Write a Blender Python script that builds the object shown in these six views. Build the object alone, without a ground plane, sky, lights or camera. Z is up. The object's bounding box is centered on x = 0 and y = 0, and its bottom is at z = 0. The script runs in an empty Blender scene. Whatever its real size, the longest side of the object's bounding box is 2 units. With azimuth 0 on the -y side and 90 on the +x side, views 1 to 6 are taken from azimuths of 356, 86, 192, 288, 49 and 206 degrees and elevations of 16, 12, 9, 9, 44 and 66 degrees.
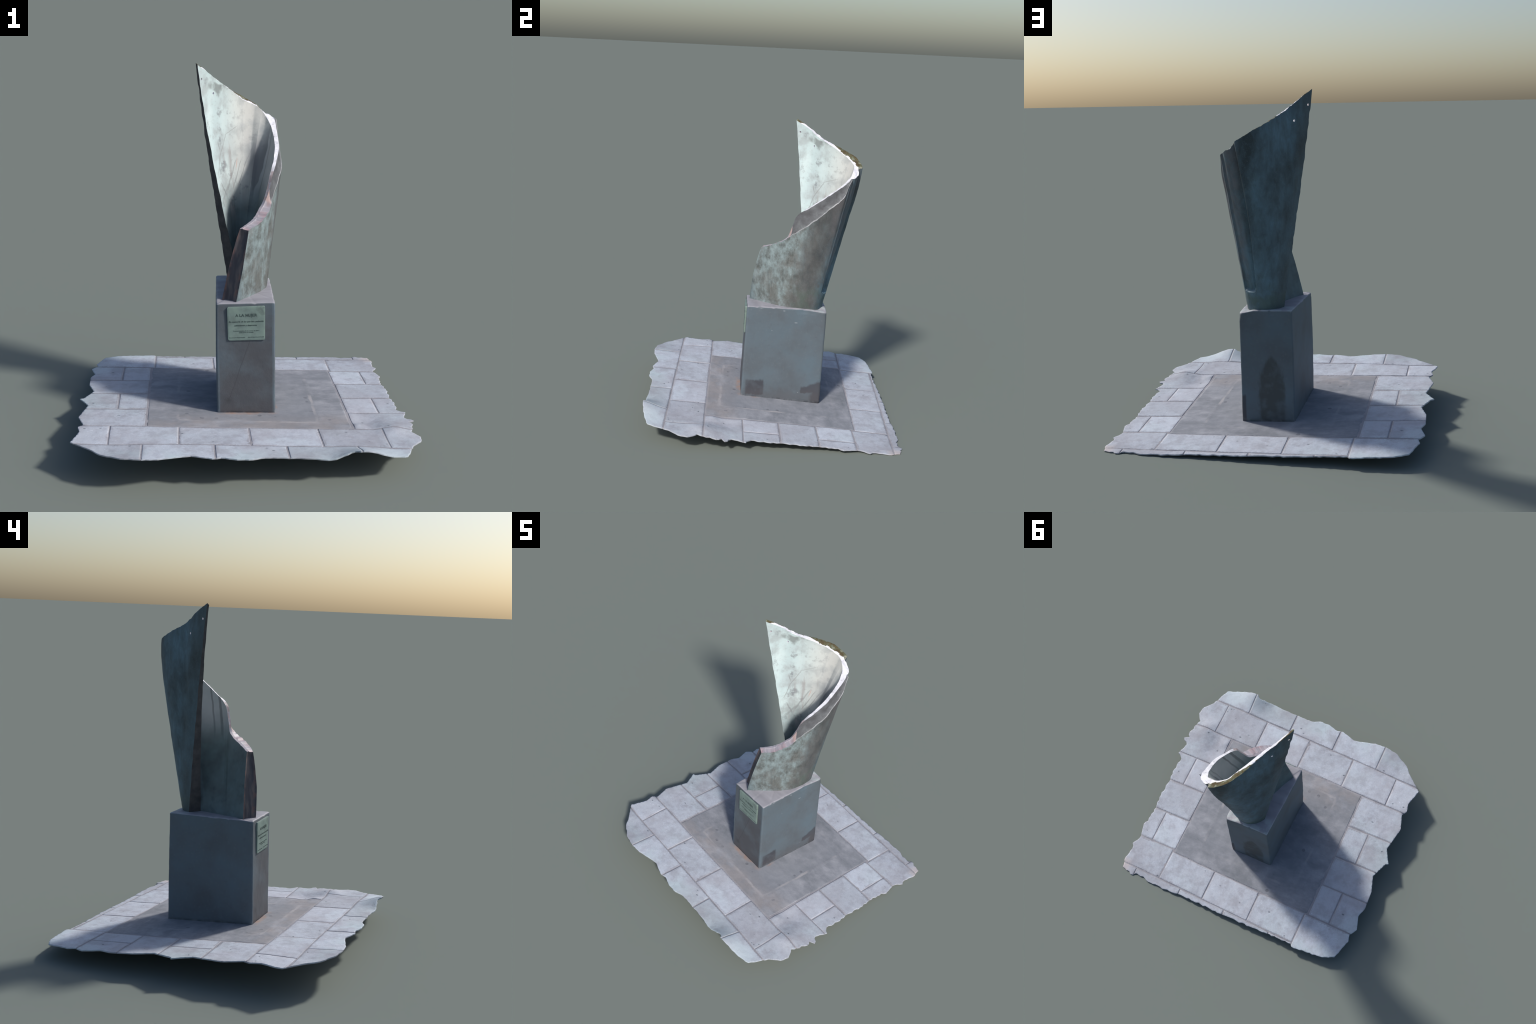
"""Bronze curled-sheet monument on a stone pedestal, standing on a square patch of paving."""
import bpy, bmesh, math, random
import numpy as np
from mathutils import Vector, geometry, noise as mnoise

SEED = 11
rng = random.Random(SEED)


# --------------------------------------------------------------------------- helpers
def new_obj(name, mesh, parent=None):
    o = bpy.data.objects.new(name, mesh)
    bpy.context.scene.collection.objects.link(o)
    if parent is not None:
        o.parent = parent
    return o


def mesh_from(name, verts, faces, mats=(), smooth=True):
    me = bpy.data.meshes.new(name)
    me.from_pydata([tuple(v) for v in verts], [], faces)
    for m in mats:
        me.materials.append(m)
    if smooth:
        me.polygons.foreach_set("use_smooth", [True] * len(me.polygons))
    me.update()
    return me


def fbm(p, scale, octaves=4):
    return mnoise.fractal(Vector(p) * scale, 1.0, 2.0, octaves)


def smoothstep(a, b, x):
    t = min(1.0, max(0.0, (x - a) / (b - a)))
    return t * t * (3 - 2 * t)


def monotone_cubic(t, pts, ts):
    """Monotone piecewise cubic through pts (n, d) at knots t, sampled at ts."""
    t = np.asarray(t, float); P = np.asarray(pts, float)
    h = np.diff(t)[:, None]
    s = np.diff(P, axis=0) / h
    m = np.zeros_like(P)
    m[0], m[-1] = s[0], s[-1]
    for i in range(1, len(t) - 1):
        a, b = s[i - 1], s[i]
        w1, w2 = 2 * h[i] + h[i - 1], h[i] + 2 * h[i - 1]
        with np.errstate(divide="ignore", invalid="ignore"):
            v = (w1 + w2) / (w1 / a + w2 / b)
        m[i] = np.where(a * b > 0, v, 0.0)
    k = np.clip(np.searchsorted(t, ts, side="right") - 1, 0, len(t) - 2)
    hh = h[k]; x = ((ts - t[k])[:, None]) / hh
    h00 = 2 * x**3 - 3 * x**2 + 1; h10 = x**3 - 2 * x**2 + x
    h01 = -2 * x**3 + 3 * x**2;    h11 = x**3 - x**2
    return h00 * P[k] + h10 * hh * m[k] + h01 * P[k + 1] + h11 * hh * m[k + 1]


# --------------------------------------------------------------------------- node helpers
class Nodes:
    """Small builder for procedural materials."""

    def __init__(self, name, rough=0.7, metallic=0.0, spec=0.3):
        self.mat = bpy.data.materials.new(name)
        self.mat.use_nodes = True
        self.nt = self.mat.node_tree
        self.nt.nodes.clear()
        self.out = self.nt.nodes.new("ShaderNodeOutputMaterial")
        self.bsdf = self.nt.nodes.new("ShaderNodeBsdfPrincipled")
        self.nt.links.new(self.bsdf.outputs[0], self.out.inputs[0])
        self.bsdf.inputs["Roughness"].default_value = rough
        self.bsdf.inputs["Metallic"].default_value = metallic
        self.bsdf.inputs["Specular IOR Level"].default_value = spec
        self.co = self.nt.nodes.new("ShaderNodeTexCoord").outputs["Object"]
        sep = self.nt.nodes.new("ShaderNodeSeparateXYZ")
        self.nt.links.new(self.co, sep.inputs[0])
        self.x, self.y, self.z = sep.outputs

    def put(self, sock, v):
        if isinstance(v, bpy.types.NodeSocket):
            self.nt.links.new(v, sock)
        elif isinstance(v, (tuple, list)) and len(v) == 3 and sock.type == "RGBA":
            sock.default_value = (*v, 1.0)
        else:
            sock.default_value = v

    def math(self, op, a, b=0.0, clamp=False):
        n = self.nt.nodes.new("ShaderNodeMath"); n.operation = op; n.use_clamp = clamp
        self.put(n.inputs[0], a); self.put(n.inputs[1], b)
        return n.outputs[0]

    def add(self, a, b): return self.math("ADD", a, b)
    def sub(self, a, b): return self.math("SUBTRACT", a, b)
    def mul(self, a, b): return self.math("MULTIPLY", a, b)
    def mx(self, a, b): return self.math("MAXIMUM", a, b)
    def mn(self, a, b): return self.math("MINIMUM", a, b)

    def ramp(self, v, lo, hi, a=0.0, b=1.0):
        n = self.nt.nodes.new("ShaderNodeMapRange"); n.interpolation_type = "SMOOTHSTEP"
        self.put(n.inputs[0], v)
        n.inputs[1].default_value, n.inputs[2].default_value = lo, hi
        n.inputs[3].default_value, n.inputs[4].default_value = a, b
        return n.outputs[0]

    def coord(self, scale=(1, 1, 1), loc=(0, 0, 0), rot=(0, 0, 0)):
        n = self.nt.nodes.new("ShaderNodeMapping")
        self.nt.links.new(self.co, n.inputs[0])
        n.inputs["Scale"].default_value = scale
        n.inputs["Location"].default_value = loc
        n.inputs["Rotation"].default_value = rot
        return n.outputs[0]

    def vec(self, x, y, z):
        n = self.nt.nodes.new("ShaderNodeCombineXYZ")
        for k, v in enumerate((x, y, z)):
            self.put(n.inputs[k], v)
        return n.outputs[0]

    def noise(self, scale, detail=5.0, rough=0.55, dist=0.0, vec=None):
        n = self.nt.nodes.new("ShaderNodeTexNoise")
        self.put(n.inputs["Vector"], vec if vec is not None else self.co)
        n.inputs["Scale"].default_value = scale
        n.inputs["Detail"].default_value = detail
        n.inputs["Roughness"].default_value = rough
        n.inputs["Distortion"].default_value = dist
        return n.outputs[0]

    def voronoi(self, scale, vec=None, feature="F1"):
        n = self.nt.nodes.new("ShaderNodeTexVoronoi"); n.feature = feature
        self.put(n.inputs["Vector"], vec if vec is not None else self.co)
        n.inputs["Scale"].default_value = scale
        return n.outputs["Distance"]

    def mix(self, f, a, b, mode="MIX"):
        n = self.nt.nodes.new("ShaderNodeMix"); n.data_type = "RGBA"; n.blend_type = mode
        self.put(n.inputs[0], f); self.put(n.inputs[6], a); self.put(n.inputs[7], b)
        return n.outputs[2]

    def colors(self, v, stops):
        n = self.nt.nodes.new("ShaderNodeValToRGB")
        self.put(n.inputs[0], v)
        el = n.color_ramp.elements
        el[0].position, el[0].color = stops[0][0], (*stops[0][1], 1)
        el[1].position, el[1].color = stops[-1][0], (*stops[-1][1], 1)
        for p, c in stops[1:-1]:
            e = el.new(p); e.color = (*c, 1)
        return n.outputs[0]

    def box(self, s, lo, hi, soft):
        """1 inside lo..hi along the scalar s, with soft borders."""
        a = self.ramp(s, lo - soft, lo + soft)
        b = self.ramp(s, hi - soft, hi + soft, 1.0, 0.0)
        return self.mul(a, b)

    def line(self, a, b, width, soft, wob=0.0, axes="xy"):
        """Mask of a thin straight mark from a to b in two object axes."""
        ax = {"x": self.x, "y": self.y, "z": self.z}
        u, v = ax[axes[0]], ax[axes[1]]
        dx, dy = b[0] - a[0], b[1] - a[1]
        L = math.hypot(dx, dy); dx /= L; dy /= L
        pu, pv = self.sub(u, a[0]), self.sub(v, a[1])
        along = self.add(self.mul(pu, dx), self.mul(pv, dy))
        across = self.sub(self.mul(pv, dx), self.mul(pu, dy))
        if wob:
            across = self.add(across, self.mul(self.sub(self.noise(14, 3), 0.5), wob))
        m = self.ramp(self.math("ABSOLUTE", across), width, width + soft, 1.0, 0.0)
        return self.mul(m, self.box(along, 0.0, L, 0.02))

    def finish(self, color, bump=None, strength=0.3, dist=0.003, rough=None):
        self.put(self.bsdf.inputs["Base Color"], color)
        if rough is not None:
            self.put(self.bsdf.inputs["Roughness"], rough)
        if bump is not None:
            b = self.nt.nodes.new("ShaderNodeBump")
            b.inputs["Strength"].default_value = strength
            b.inputs["Distance"].default_value = dist
            self.put(b.inputs["Height"], bump)
            self.nt.links.new(b.outputs[0], self.bsdf.inputs["Normal"])
        return self.mat


# --------------------------------------------------------------------------- materials
def mat_slab(edge=False):
    N = Nodes("grimy_stone_edge" if edge else "pale_paving_stone", rough=0.75)
    rnd = N.nt.nodes.new("ShaderNodeObjectInfo").outputs["Random"]
    big = N.noise(3.2, 4, 0.5)
    c = N.colors(big, [(0.3, (0.445, 0.475, 0.535)), (0.5, (0.505, 0.545, 0.62)), (0.72, (0.495, 0.57, 0.625))])
    c = N.mix(N.mul(N.ramp(N.noise(16, 7, 0.68), 0.46, 0.70), 0.60), c, (0.335, 0.34, 0.39))
    c = N.mix(N.mul(N.ramp(N.noise(120, 4, 0.75), 0.50, 0.72), 0.50), c, (0.29, 0.30, 0.36))
    c = N.mix(N.mul(N.ramp(N.noise(46, 5, 0.7), 0.53, 0.70), 0.45), c, (0.63, 0.67, 0.76))
    if edge:
        c = N.mix(N.ramp(N.noise(9, 5, 0.6), 0.30, 0.66, 0.70, 0.15), c, (0.285, 0.28, 0.315))
    corner = N.mul(N.ramp(N.x, 0.80, 0.85), N.ramp(N.y, 0.70, 0.76))
    c = N.mix(N.mul(corner, 0.75), c, (0.56, 0.49, 0.47))
    # bleached mint film along the torn border, with faint drag lines
    rim = N.mx(N.mx(N.ramp(N.y, -0.66, -0.78), N.ramp(N.x, -0.80, -0.90)), N.mul(N.ramp(N.y, 0.70, 0.80), N.ramp(N.x, -0.45, -0.6)))
    rim = N.mul(rim, N.ramp(N.noise(3.0, 3), 0.38, 0.55))
    c = N.mix(N.mul(rim, 0.70), c, (0.47, 0.56, 0.60))
    drag = N.math("ABSOLUTE", N.sub(N.noise(4.5, 2, 0.5, 1.2), 0.5))
    c = N.mix(N.mul(N.mul(rim, N.ramp(drag, 0.003, 0.012, 1, 0)), 0.25), c, (0.26, 0.27, 0.29))
    cast = N.ramp(N.noise(1.7, 3, 0.5), 0.44, 0.60)
    c = N.mix(N.mul(cast, 0.28), c, (0.485, 0.505, 0.565))
    soil = N.ramp(N.noise(7.0, 8, 0.70), 0.45, 0.66)
    c = N.mix(N.mul(soil, 0.55), c, (0.315, 0.315, 0.355))
    haze = N.ramp(N.noise(2.6, 4, 0.55, 0.4), 0.46, 0.62)
    c = N.mix(N.mul(haze, 0.30), c, (0.40, 0.385, 0.43))
    # pits and chips
    sparse = N.ramp(N.noise(7.0, 2), 0.46, 0.54)
    warped = N.coord((1.0, 1.5, 1.0), (0.3, 0.1, 0.0), (0, 0, 0.4))
    pits = N.mul(N.ramp(N.add(N.voronoi(13, warped), N.mul(N.noise(70, 3), 0.10)), 0.10, 0.19, 1, 0), sparse)
    c = N.mix(N.mul(pits, 0.75), c, (0.12, 0.14, 0.165))
    dark = N.ramp(rnd, 0.0, 1.0, 0.90, 1.06)
    n = N.nt.nodes.new("ShaderNodeCombineColor")
    for i in range(3):
        N.put(n.inputs[i], dark)
    c = N.mix(1.0, c, n.outputs[0], "MULTIPLY")
    bump = N.sub(N.add(N.noise(38, 6, 0.6), N.mul(N.noise(140, 3), 0.3)), N.mul(pits, 1.6))
    return N.finish(c, bump, 0.35, 0.004)


def mat_grout():
    N = Nodes("grey_brown_grout", rough=0.9)
    c = N.colors(N.noise(9, 5, 0.6), [(0.3, (0.275, 0.268, 0.295)), (0.7, (0.365, 0.358, 0.388))])
    c = N.mix(N.mul(N.ramp(N.noise(80, 4), 0.5, 0.8), 0.4), c, (0.18, 0.17, 0.185))
    return N.finish(c, N.noise(120, 4), 0.4, 0.003)


def mat_pad():
    N = Nodes("trowelled_concrete", rough=0.85)
    streak = N.add(N.mul(N.noise(4.0, 7, 0.65, 0.2, N.coord((1.0, 2.2, 1), (0, 0, 0), (0, 0, 0.3))), 0.65), N.mul(N.noise(14, 6, 0.65), 0.35))
    c = N.colors(streak, [(0.36, (0.188, 0.203, 0.228)), (0.49, (0.255, 0.266, 0.297)), (0.64, (0.350, 0.358, 0.395))])
    # warm sandy film south of the pedestal, wet-looking grey around the block
    warm = N.mul(N.ramp(N.y, -0.18, -0.32), N.ramp(N.noise(6, 3), 0.35, 0.6))
    c = N.mix(N.mul(warm, 0.55), c, (0.31, 0.28, 0.275))
    ring = N.mul(N.box(N.x, -0.30, 0.40, 0.02), N.box(N.y, -0.32, 0.44, 0.02))
    c = N.mix(N.mul(ring, N.ramp(N.noise(4.5, 4), 0.35, 0.65, 0.1, 0.55)), c, (0.22, 0.235, 0.265))
    # old frame mark of the earlier base
    fr = None
    for a, b in (((0.40, 0.445), (0.385, -0.345)), ((0.385, -0.345), (-0.37, -0.31)),
                 ((-0.37, -0.31), (-0.365, 0.45)), ((-0.365, 0.45), (0.40, 0.445))):
        m = N.line(a, b, 0.004, 0.008, 0.02)
        fr = m if fr is None else N.mx(fr, m)
    c = N.mix(N.mul(fr, N.ramp(N.noise(4.5, 3), 0.50, 0.66, 0.08, 0.75)), c, (0.40, 0.385, 0.40))
    # rusty smear at the foot of the south and east faces
    e = N.mx(N.mul(N.box(N.y, -0.222, -0.18, 0.012), N.box(N.x, -0.15, 0.17, 0.03)),
             N.mul(N.box(N.x, 0.15, 0.187, 0.006), N.box(N.y, -0.12, -0.06, 0.02)))
    c = N.mix(N.mul(e, N.ramp(N.noise(14, 4), 0.35, 0.65, 0.05, 0.75)), c, (0.36, 0.235, 0.18))
    pits = N.mul(N.ramp(N.voronoi(11), 0.10, 0.17, 1, 0), N.ramp(N.noise(5), 0.5, 0.62))
    c = N.mix(N.mul(pits, 0.55), c, (0.11, 0.115, 0.14))
    c = N.mix(N.mul(N.ramp(N.noise(130, 3), 0.5, 0.8), 0.25), c, (0.17, 0.17, 0.20))
    return N.finish(c, N.sub(N.noise(40, 6, 0.6), pits), 0.3, 0.004)


def mat_pedestal():
    N = Nodes("dark_grey_stone", rough=0.62)
    c = N.colors(N.noise(4.5, 5, 0.55), [(0.28, (0.100, 0.113, 0.128)), (0.5, (0.113, 0.141, 0.166)), (0.72, (0.115, 0.158, 0.193))])
    c = N.mix(N.mul(N.ramp(N.noise(70, 4, 0.7), 0.52, 0.75), 0.35), c, (0.17, 0.19, 0.21))
    c = N.mix(N.mul(N.ramp(N.noise(28, 4, 0.7), 0.55, 0.72), 0.25), c, (0.085, 0.09, 0.105))
    geo = N.nt.nodes.new("ShaderNodeNewGeometry")
    sn = N.nt.nodes.new("ShaderNodeSeparateXYZ")
    N.nt.links.new(geo.outputs["True Normal"], sn.inputs[0])
    east = N.ramp(N.x, 0.150, 0.158)
    north = N.mul(N.ramp(N.y, 0.338, 0.345), N.ramp(N.x, 0.150, 0.156, 1, 0))
    south = N.mul(N.ramp(N.y, -0.160, -0.168), N.ramp(N.x, 0.150, 0.156, 1, 0))
    south = N.mul(south, N.ramp(N.x, -0.140, -0.134))
    wob = N.mul(N.sub(N.noise(26, 4), 0.5), 0.05)
    # south face tinted darker toward the foot for its weak grazing sunlight
    c = N.mix(N.mul(south, N.ramp(N.add(N.noise(7, 4), N.mul(N.z, -0.35)), 0.18, 0.48, 0.25, 0.75)), c, (0.080, 0.078, 0.086))
    # damp patch in the lower south-east corner with a ragged top, smear in the north-east one
    rag = N.mul(N.sub(N.noise(60, 2, 0.5, 0, N.coord((1, 1, 0.15))), 0.5), 0.035)
    patch = N.mul(N.box(N.add(N.y, N.mul(wob, 0.22)), -0.166, -0.040, 0.008), N.box(N.add(N.z, N.add(rag, N.mul(wob, 0.25))), 0.112, 0.220, 0.010))
    c = N.mix(N.mul(N.mul(east, patch), N.ramp(N.noise(17, 4), 0.3, 0.6, 0.55, 0.85)), c, (0.052, 0.050, 0.061))
    lid = N.sub(N.add(N.z, wob), N.add(N.mul(N.sub(N.y, 0.214), 0.35), 0.174))
    smear = N.mul(N.ramp(lid, -0.010, 0.014, 1, 0), N.ramp(N.add(N.y, wob), 0.210, 0.222))
    smear = N.mul(smear, N.mx(N.ramp(N.add(N.z, wob), 0.128, 0.140), N.ramp(N.add(N.y, wob), 0.272, 0.300)))
    c = N.mix(N.mul(N.mul(east, smear), 0.75), c, (0.056, 0.052, 0.062))
    foot = N.mul(N.ramp(N.add(N.z, N.mul(wob, 2.2)), 0.20, 0.10), N.mx(east, south))
    c = N.mix(N.mul(foot, 0.45), c, (0.090, 0.083, 0.090))
    # pointed dark stain on the north face
    rise = N.mx(N.mul(N.sub(N.add(N.z, N.mul(wob, 0.3)), 0.09), 1 / 0.384), 0.0)
    half = N.mul(N.sub(1.0, N.math("POWER", rise, 6.0)), 0.081)
    dx = N.math("ABSOLUTE", N.add(N.sub(N.x, -0.004), N.mul(wob, 0.35)))
    stain = N.ramp(N.add(N.sub(dx, half), N.mul(N.sub(N.noise(34, 5, 0.6, 0, N.coord((1, 1, 0.35))), 0.5), 0.065)), -0.022, 0.012, 1, 0)
    c = N.mix(N.mul(N.mul(north, stain), N.ramp(N.noise(18, 4), 0.3, 0.6, 0.35, 0.8)), c, (0.060, 0.064, 0.063))
    # scratch and scuffs on the south face
    sc = N.line((-0.085, 0.20), (0.03, 0.53), 0.0008, 0.003, 0.012, "xz")
    c = N.mix(N.mul(N.mul(south, sc), 0.5), c, (0.06, 0.06, 0.07))
    sm = N.mul(N.box(N.x, -0.105, -0.075, 0.02), N.box(N.z, 0.175, 0.205, 0.02))
    c = N.mix(N.mul(N.mul(south, sm), 0.6), c, (0.045, 0.045, 0.05))
    # pale chips on the east face
    for yy, zz, w in ((0.162, 0.641, 0.009), (0.078, 0.722, 0.006), (0.20, 0.14, 0.002), (0.00, 0.58, 0.002)):
        ch = N.mul(N.box(N.y, yy - w, yy + w, 0.004), N.box(N.z, zz - 0.002, zz + 0.002, 0.003))
        c = N.mix(N.mul(N.mul(east, ch), 0.8), c, (0.38, 0.41, 0.44))
    # paler top and light arrises
    top = N.mul(N.ramp(sn.outputs[2], 0.35, 0.8), N.ramp(N.z, 0.5, 0.55))
    tcol = N.colors(N.noise(7, 5, 0.5, 0.2, N.coord((1, 3, 1))), [(0.3, (0.285, 0.28, 0.315)), (0.7, (0.365, 0.36, 0.40))])
    tcol = N.mix(N.mul(N.ramp(N.y, 0.22, 0.30), N.ramp(N.noise(22, 3), 0.4, 0.6)), tcol, (0.40, 0.44, 0.46))
    c = N.mix(top, c, tcol)
    edge = N.ramp(geo.outputs["Pointiness"], 0.515, 0.56)
    c = N.mix(N.mul(edge, N.ramp(N.noise(20, 4), 0.4, 0.65, 0.1, 0.8)), c, (0.30, 0.32, 0.35))
    return N.finish(c, N.add(N.noise(60, 6, 0.65), N.mul(N.noise(220, 2), 0.4)), 0.25, 0.003)


def mat_bronze_outer():
    N = Nodes("weathered_bronze_outside", rough=0.6, spec=0.35)
    v = N.coord((1.0, 1.0, 0.55), (0, 0, 0), (0.0, 0.25, 0.0))
    big = N.noise(6.5, 5, 0.55, 0.25, v)
    fine = N.noise(30, 6, 0.65, 0.5, v)
    # blue-green ground, colour lowered to match the unlit north side
    c = N.colors(N.add(N.mul(big, 0.7), N.mul(fine, 0.3)),
                 [(0.34, (0.040, 0.056, 0.064)), (0.47, (0.078, 0.120, 0.146)), (0.62, (0.120, 0.205, 0.260))])
    # pale verdigris bloom on the east and south wall below the ridge
    zone = N.mul(N.ramp(N.add(N.y, N.mul(N.sub(big, 0.5), 0.25)), 0.30, 0.15), N.ramp(N.x, -0.08, 0.02))
    patchy = N.noise(21, 8, 0.70, 0.0, N.coord((1.0, 1.0, 0.7), (0, 0, 0), (0.4, 0, 0)))
    bloom = N.colors(patchy, [(0.35, (0.095, 0.108, 0.106)), (0.45, (0.165, 0.192, 0.195)), (0.54, (0.220, 0.272, 0.284)), (0.68, (0.305, 0.380, 0.398))])
    blot = N.ramp(N.noise(6.5, 5, 0.6, 0.0, N.coord((1, 1, 1), (0.4, 0.2, 0.1))), 0.47, 0.62)
    bloom = N.mix(N.mul(blot, 0.42), bloom, N.colors(fine, [(0.35, (0.085, 0.088, 0.085)), (0.65, (0.20, 0.185, 0.175))]))
    lowc = N.mul(N.ramp(N.z, 1.0, 0.86), N.box(N.y, -0.06, 0.16, 0.05))
    bloom = N.mix(N.mul(lowc, N.ramp(N.noise(15, 5), 0.40, 0.62, 0.0, 0.6)), bloom, (0.125, 0.122, 0.112))
    c = N.mix(zone, c, bloom)
    # brown band up the east side and the north-east flute
    k = N.sub(N.y, N.mul(N.sub(N.z, 0.75), 0.22))
    brown = N.mul(N.box(N.add(k, N.mul(N.sub(fine, 0.5), 0.12)), 0.095, 0.285, 0.05), N.ramp(N.x, 0.08, 0.13))
    bc = N.colors(N.noise(14, 6, 0.6, 0.0, v), [(0.3, (0.066, 0.067, 0.070)), (0.52, (0.110, 0.106, 0.105)), (0.72, (0.150, 0.165, 0.168))])
    c = N.mix(N.mul(brown, 0.85), c, bc)
    # greenish foot
    green = N.mul(N.mul(N.ramp(N.z, 0.93, 0.80), N.ramp(N.y, 0.06, 0.2)), N.ramp(N.noise(11, 4), 0.38, 0.6))
    c = N.mix(N.mul(green, 0.6), c, (0.085, 0.125, 0.105))
    flute = N.mul(N.ramp(N.x, 0.10, 0.15), N.ramp(N.y, 0.33, 0.38))
    c = N.mix(N.mul(N.mul(flute, N.ramp(N.noise(13, 5), 0.35, 0.65, 0.25, 0.9)), 0.7), c, (0.150, 0.140, 0.150))
    # dull dark strip by the west edge
    w = N.add(N.x, N.mul(N.sub(N.z, 0.75), 0.135))
    c = N.mix(N.mul(N.ramp(w, 0.01, -0.05), 0.45), c, (0.062, 0.070, 0.070))
    # fine vertical wash streaks
    st = N.noise(40, 4, 0.6, 0.1, N.coord((1, 1, 0.10)))
    c = N.mix(N.mul(N.ramp(st, 0.5, 0.75), 0.35), c, (0.065, 0.085, 0.09))
    c = N.mix(N.mul(N.ramp(N.noise(160, 3, 0.7), 0.52, 0.75), 0.22), c, (0.24, 0.29, 0.30))
    return N.finish(c, N.add(N.noise(34, 6, 0.6), N.mul(N.noise(120, 3), 0.3)), 0.3, 0.004)


# long scratches and drip marks on the hollow side of the tall half: ends (x, z), half width, wander, strength
SCRATCHES = [
    ((-0.108, 1.370), (-0.099, 1.465), 0.0004, 0.010, 0.55), ((-0.099, 1.465), (-0.059, 1.581), 0.0004, 0.012, 0.55),
    ((-0.059, 1.581), (0.006, 1.615), 0.0004, 0.012, 0.50), ((-0.107, 1.543), (-0.098, 1.505), 0.0012, 0.006, 0.60),
    ((-0.055, 1.270), (-0.002, 1.430), 0.0024, 0.016, 0.45), ((-0.022, 1.270), (0.028, 1.421), 0.0014, 0.014, 0.50),
    ((0.010, 1.290), (0.060, 1.420), 0.0012, 0.014, 0.60), ((0.060, 1.420), (0.100, 1.492), 0.0006, 0.010, 0.40),
    ((-0.085, 1.220), (-0.030, 1.350), 0.0032, 0.022, 0.35), ((-0.095, 1.325), (-0.060, 1.240), 0.0016, 0.020, 0.50),
]


def mat_bronze_inner():
    N = Nodes("pale_verdigris_inside", rough=0.62, spec=0.3)
    v = N.coord((1.0, 1.0, 0.7), (0.2, 0, 0), (0.2, 0.3, 0))
    c = N.colors(N.noise(5.5, 4, 0.5, 0.2, v), [(0.3, (0.46, 0.53, 0.55)), (0.5, (0.54, 0.655, 0.67)), (0.72, (0.63, 0.74, 0.75))])
    # warm grey towards the fold
    c = N.mix(N.mul(N.ramp(N.x, -0.12, 0.08), 0.80), c, (0.57, 0.545, 0.515))
    # smoky blots
    mott = N.ramp(N.noise(9, 7, 0.62), 0.45, 0.66)
    c = N.mix(N.mul(mott, 0.60), c, (0.36, 0.385, 0.395))
    bl = N.mul(N.ramp(N.noise(19, 7, 0.66), 0.50, 0.68), N.ramp(N.noise(4.2, 3), 0.40, 0.56))
    c = N.mix(N.mul(bl, 0.85), c, (0.22, 0.23, 0.25))
    c = N.mix(N.mul(N.ramp(N.noise(60, 4, 0.6), 0.56, 0.72), 0.30), c, (0.34, 0.36, 0.36))
    # hair-line scratches
    wv = N.nt.nodes.new("ShaderNodeTexWave")
    N.put(wv.inputs["Vector"], N.coord((1, 1, 1), (0, 0, 0), (0.5, 0.25, 0.9)))
    wv.inputs["Scale"].default_value = 2.4; wv.inputs["Distortion"].default_value = 9.0
    wv.inputs["Detail"].default_value = 3.0; wv.inputs["Detail Scale"].default_value = 0.7
    hair = N.mul(N.ramp(wv.outputs["Fac"], 0.955, 0.99), N.ramp(N.noise(5), 0.5, 0.6))
    c = N.mix(N.mul(hair, 0.8), c, (0.22, 0.24, 0.24))
    for a, b, w, wob, f in SCRATCHES:
        c = N.mix(N.mul(N.line(a, b, w, 0.0025, wob, "xz"), f), c, (0.24, 0.235, 0.24))
    # run-off streaks down the east half, over a base greyed for its shadow
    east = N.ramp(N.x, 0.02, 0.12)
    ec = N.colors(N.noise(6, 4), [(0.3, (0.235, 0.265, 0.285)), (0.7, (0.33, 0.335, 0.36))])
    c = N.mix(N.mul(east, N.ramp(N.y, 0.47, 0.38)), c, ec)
    w = N.sub(N.y, N.mul(N.sub(N.z, 1.45), 0.24))
    lane = N.add(w, N.mul(N.sub(N.noise(9, 2), 0.5), 0.018))
    n1 = N.noise(46, 1.0, 0.4, 0.0, N.vec(lane, 0.0113, N.add(0.0087, N.mul(N.z, 0.006))))
    tail = N.add(1.02, N.mul(N.noise(26, 1, 0.5, 0.0, N.vec(lane, 3.013, 0.021)), 0.40))
    runs = N.mul(N.ramp(n1, 0.515, 0.585), N.ramp(N.sub(N.z, tail), -0.03, 0.06))
    runs = N.mul(runs, N.mul(N.ramp(N.x, 0.04, 0.11), N.ramp(N.y, 0.45, 0.39)))
    c = N.mix(N.mul(runs, 0.75), c, (0.105, 0.11, 0.125))
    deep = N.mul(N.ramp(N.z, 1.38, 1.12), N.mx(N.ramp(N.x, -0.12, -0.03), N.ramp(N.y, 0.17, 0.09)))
    c = N.mix(N.mul(deep, 0.9), c, N.colors(N.noise(12, 5), [(0.3, (0.060, 0.085, 0.095)), (0.7, (0.095, 0.150, 0.165))]))  # darker blue-green low in the hollow
    # brown foot of the streaks on the west half, with one rusty scratch
    br = N.mul(N.ramp(N.noise(26, 4, 0.6, 0.3, N.coord((1, 1, 0.12), (0, 0, 0), (0.0, -0.2, 0))), 0.52, 0.66), N.box(N.z, 1.15, 1.55, 0.08))
    br = N.mul(br, N.box(N.x, -0.12, 0.03, 0.04))
    c = N.mix(N.mul(br, 0.6), c, (0.33, 0.30, 0.30))
    rust = N.line((-0.002, 1.385), (0.004, 1.430), 0.001, 0.003, 0.006, "xz")
    c = N.mix(N.mul(rust, 0.4), c, (0.62, 0.24, 0.17))
    return N.finish(c, N.noise(36, 6, 0.6), 0.25, 0.003)


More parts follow.
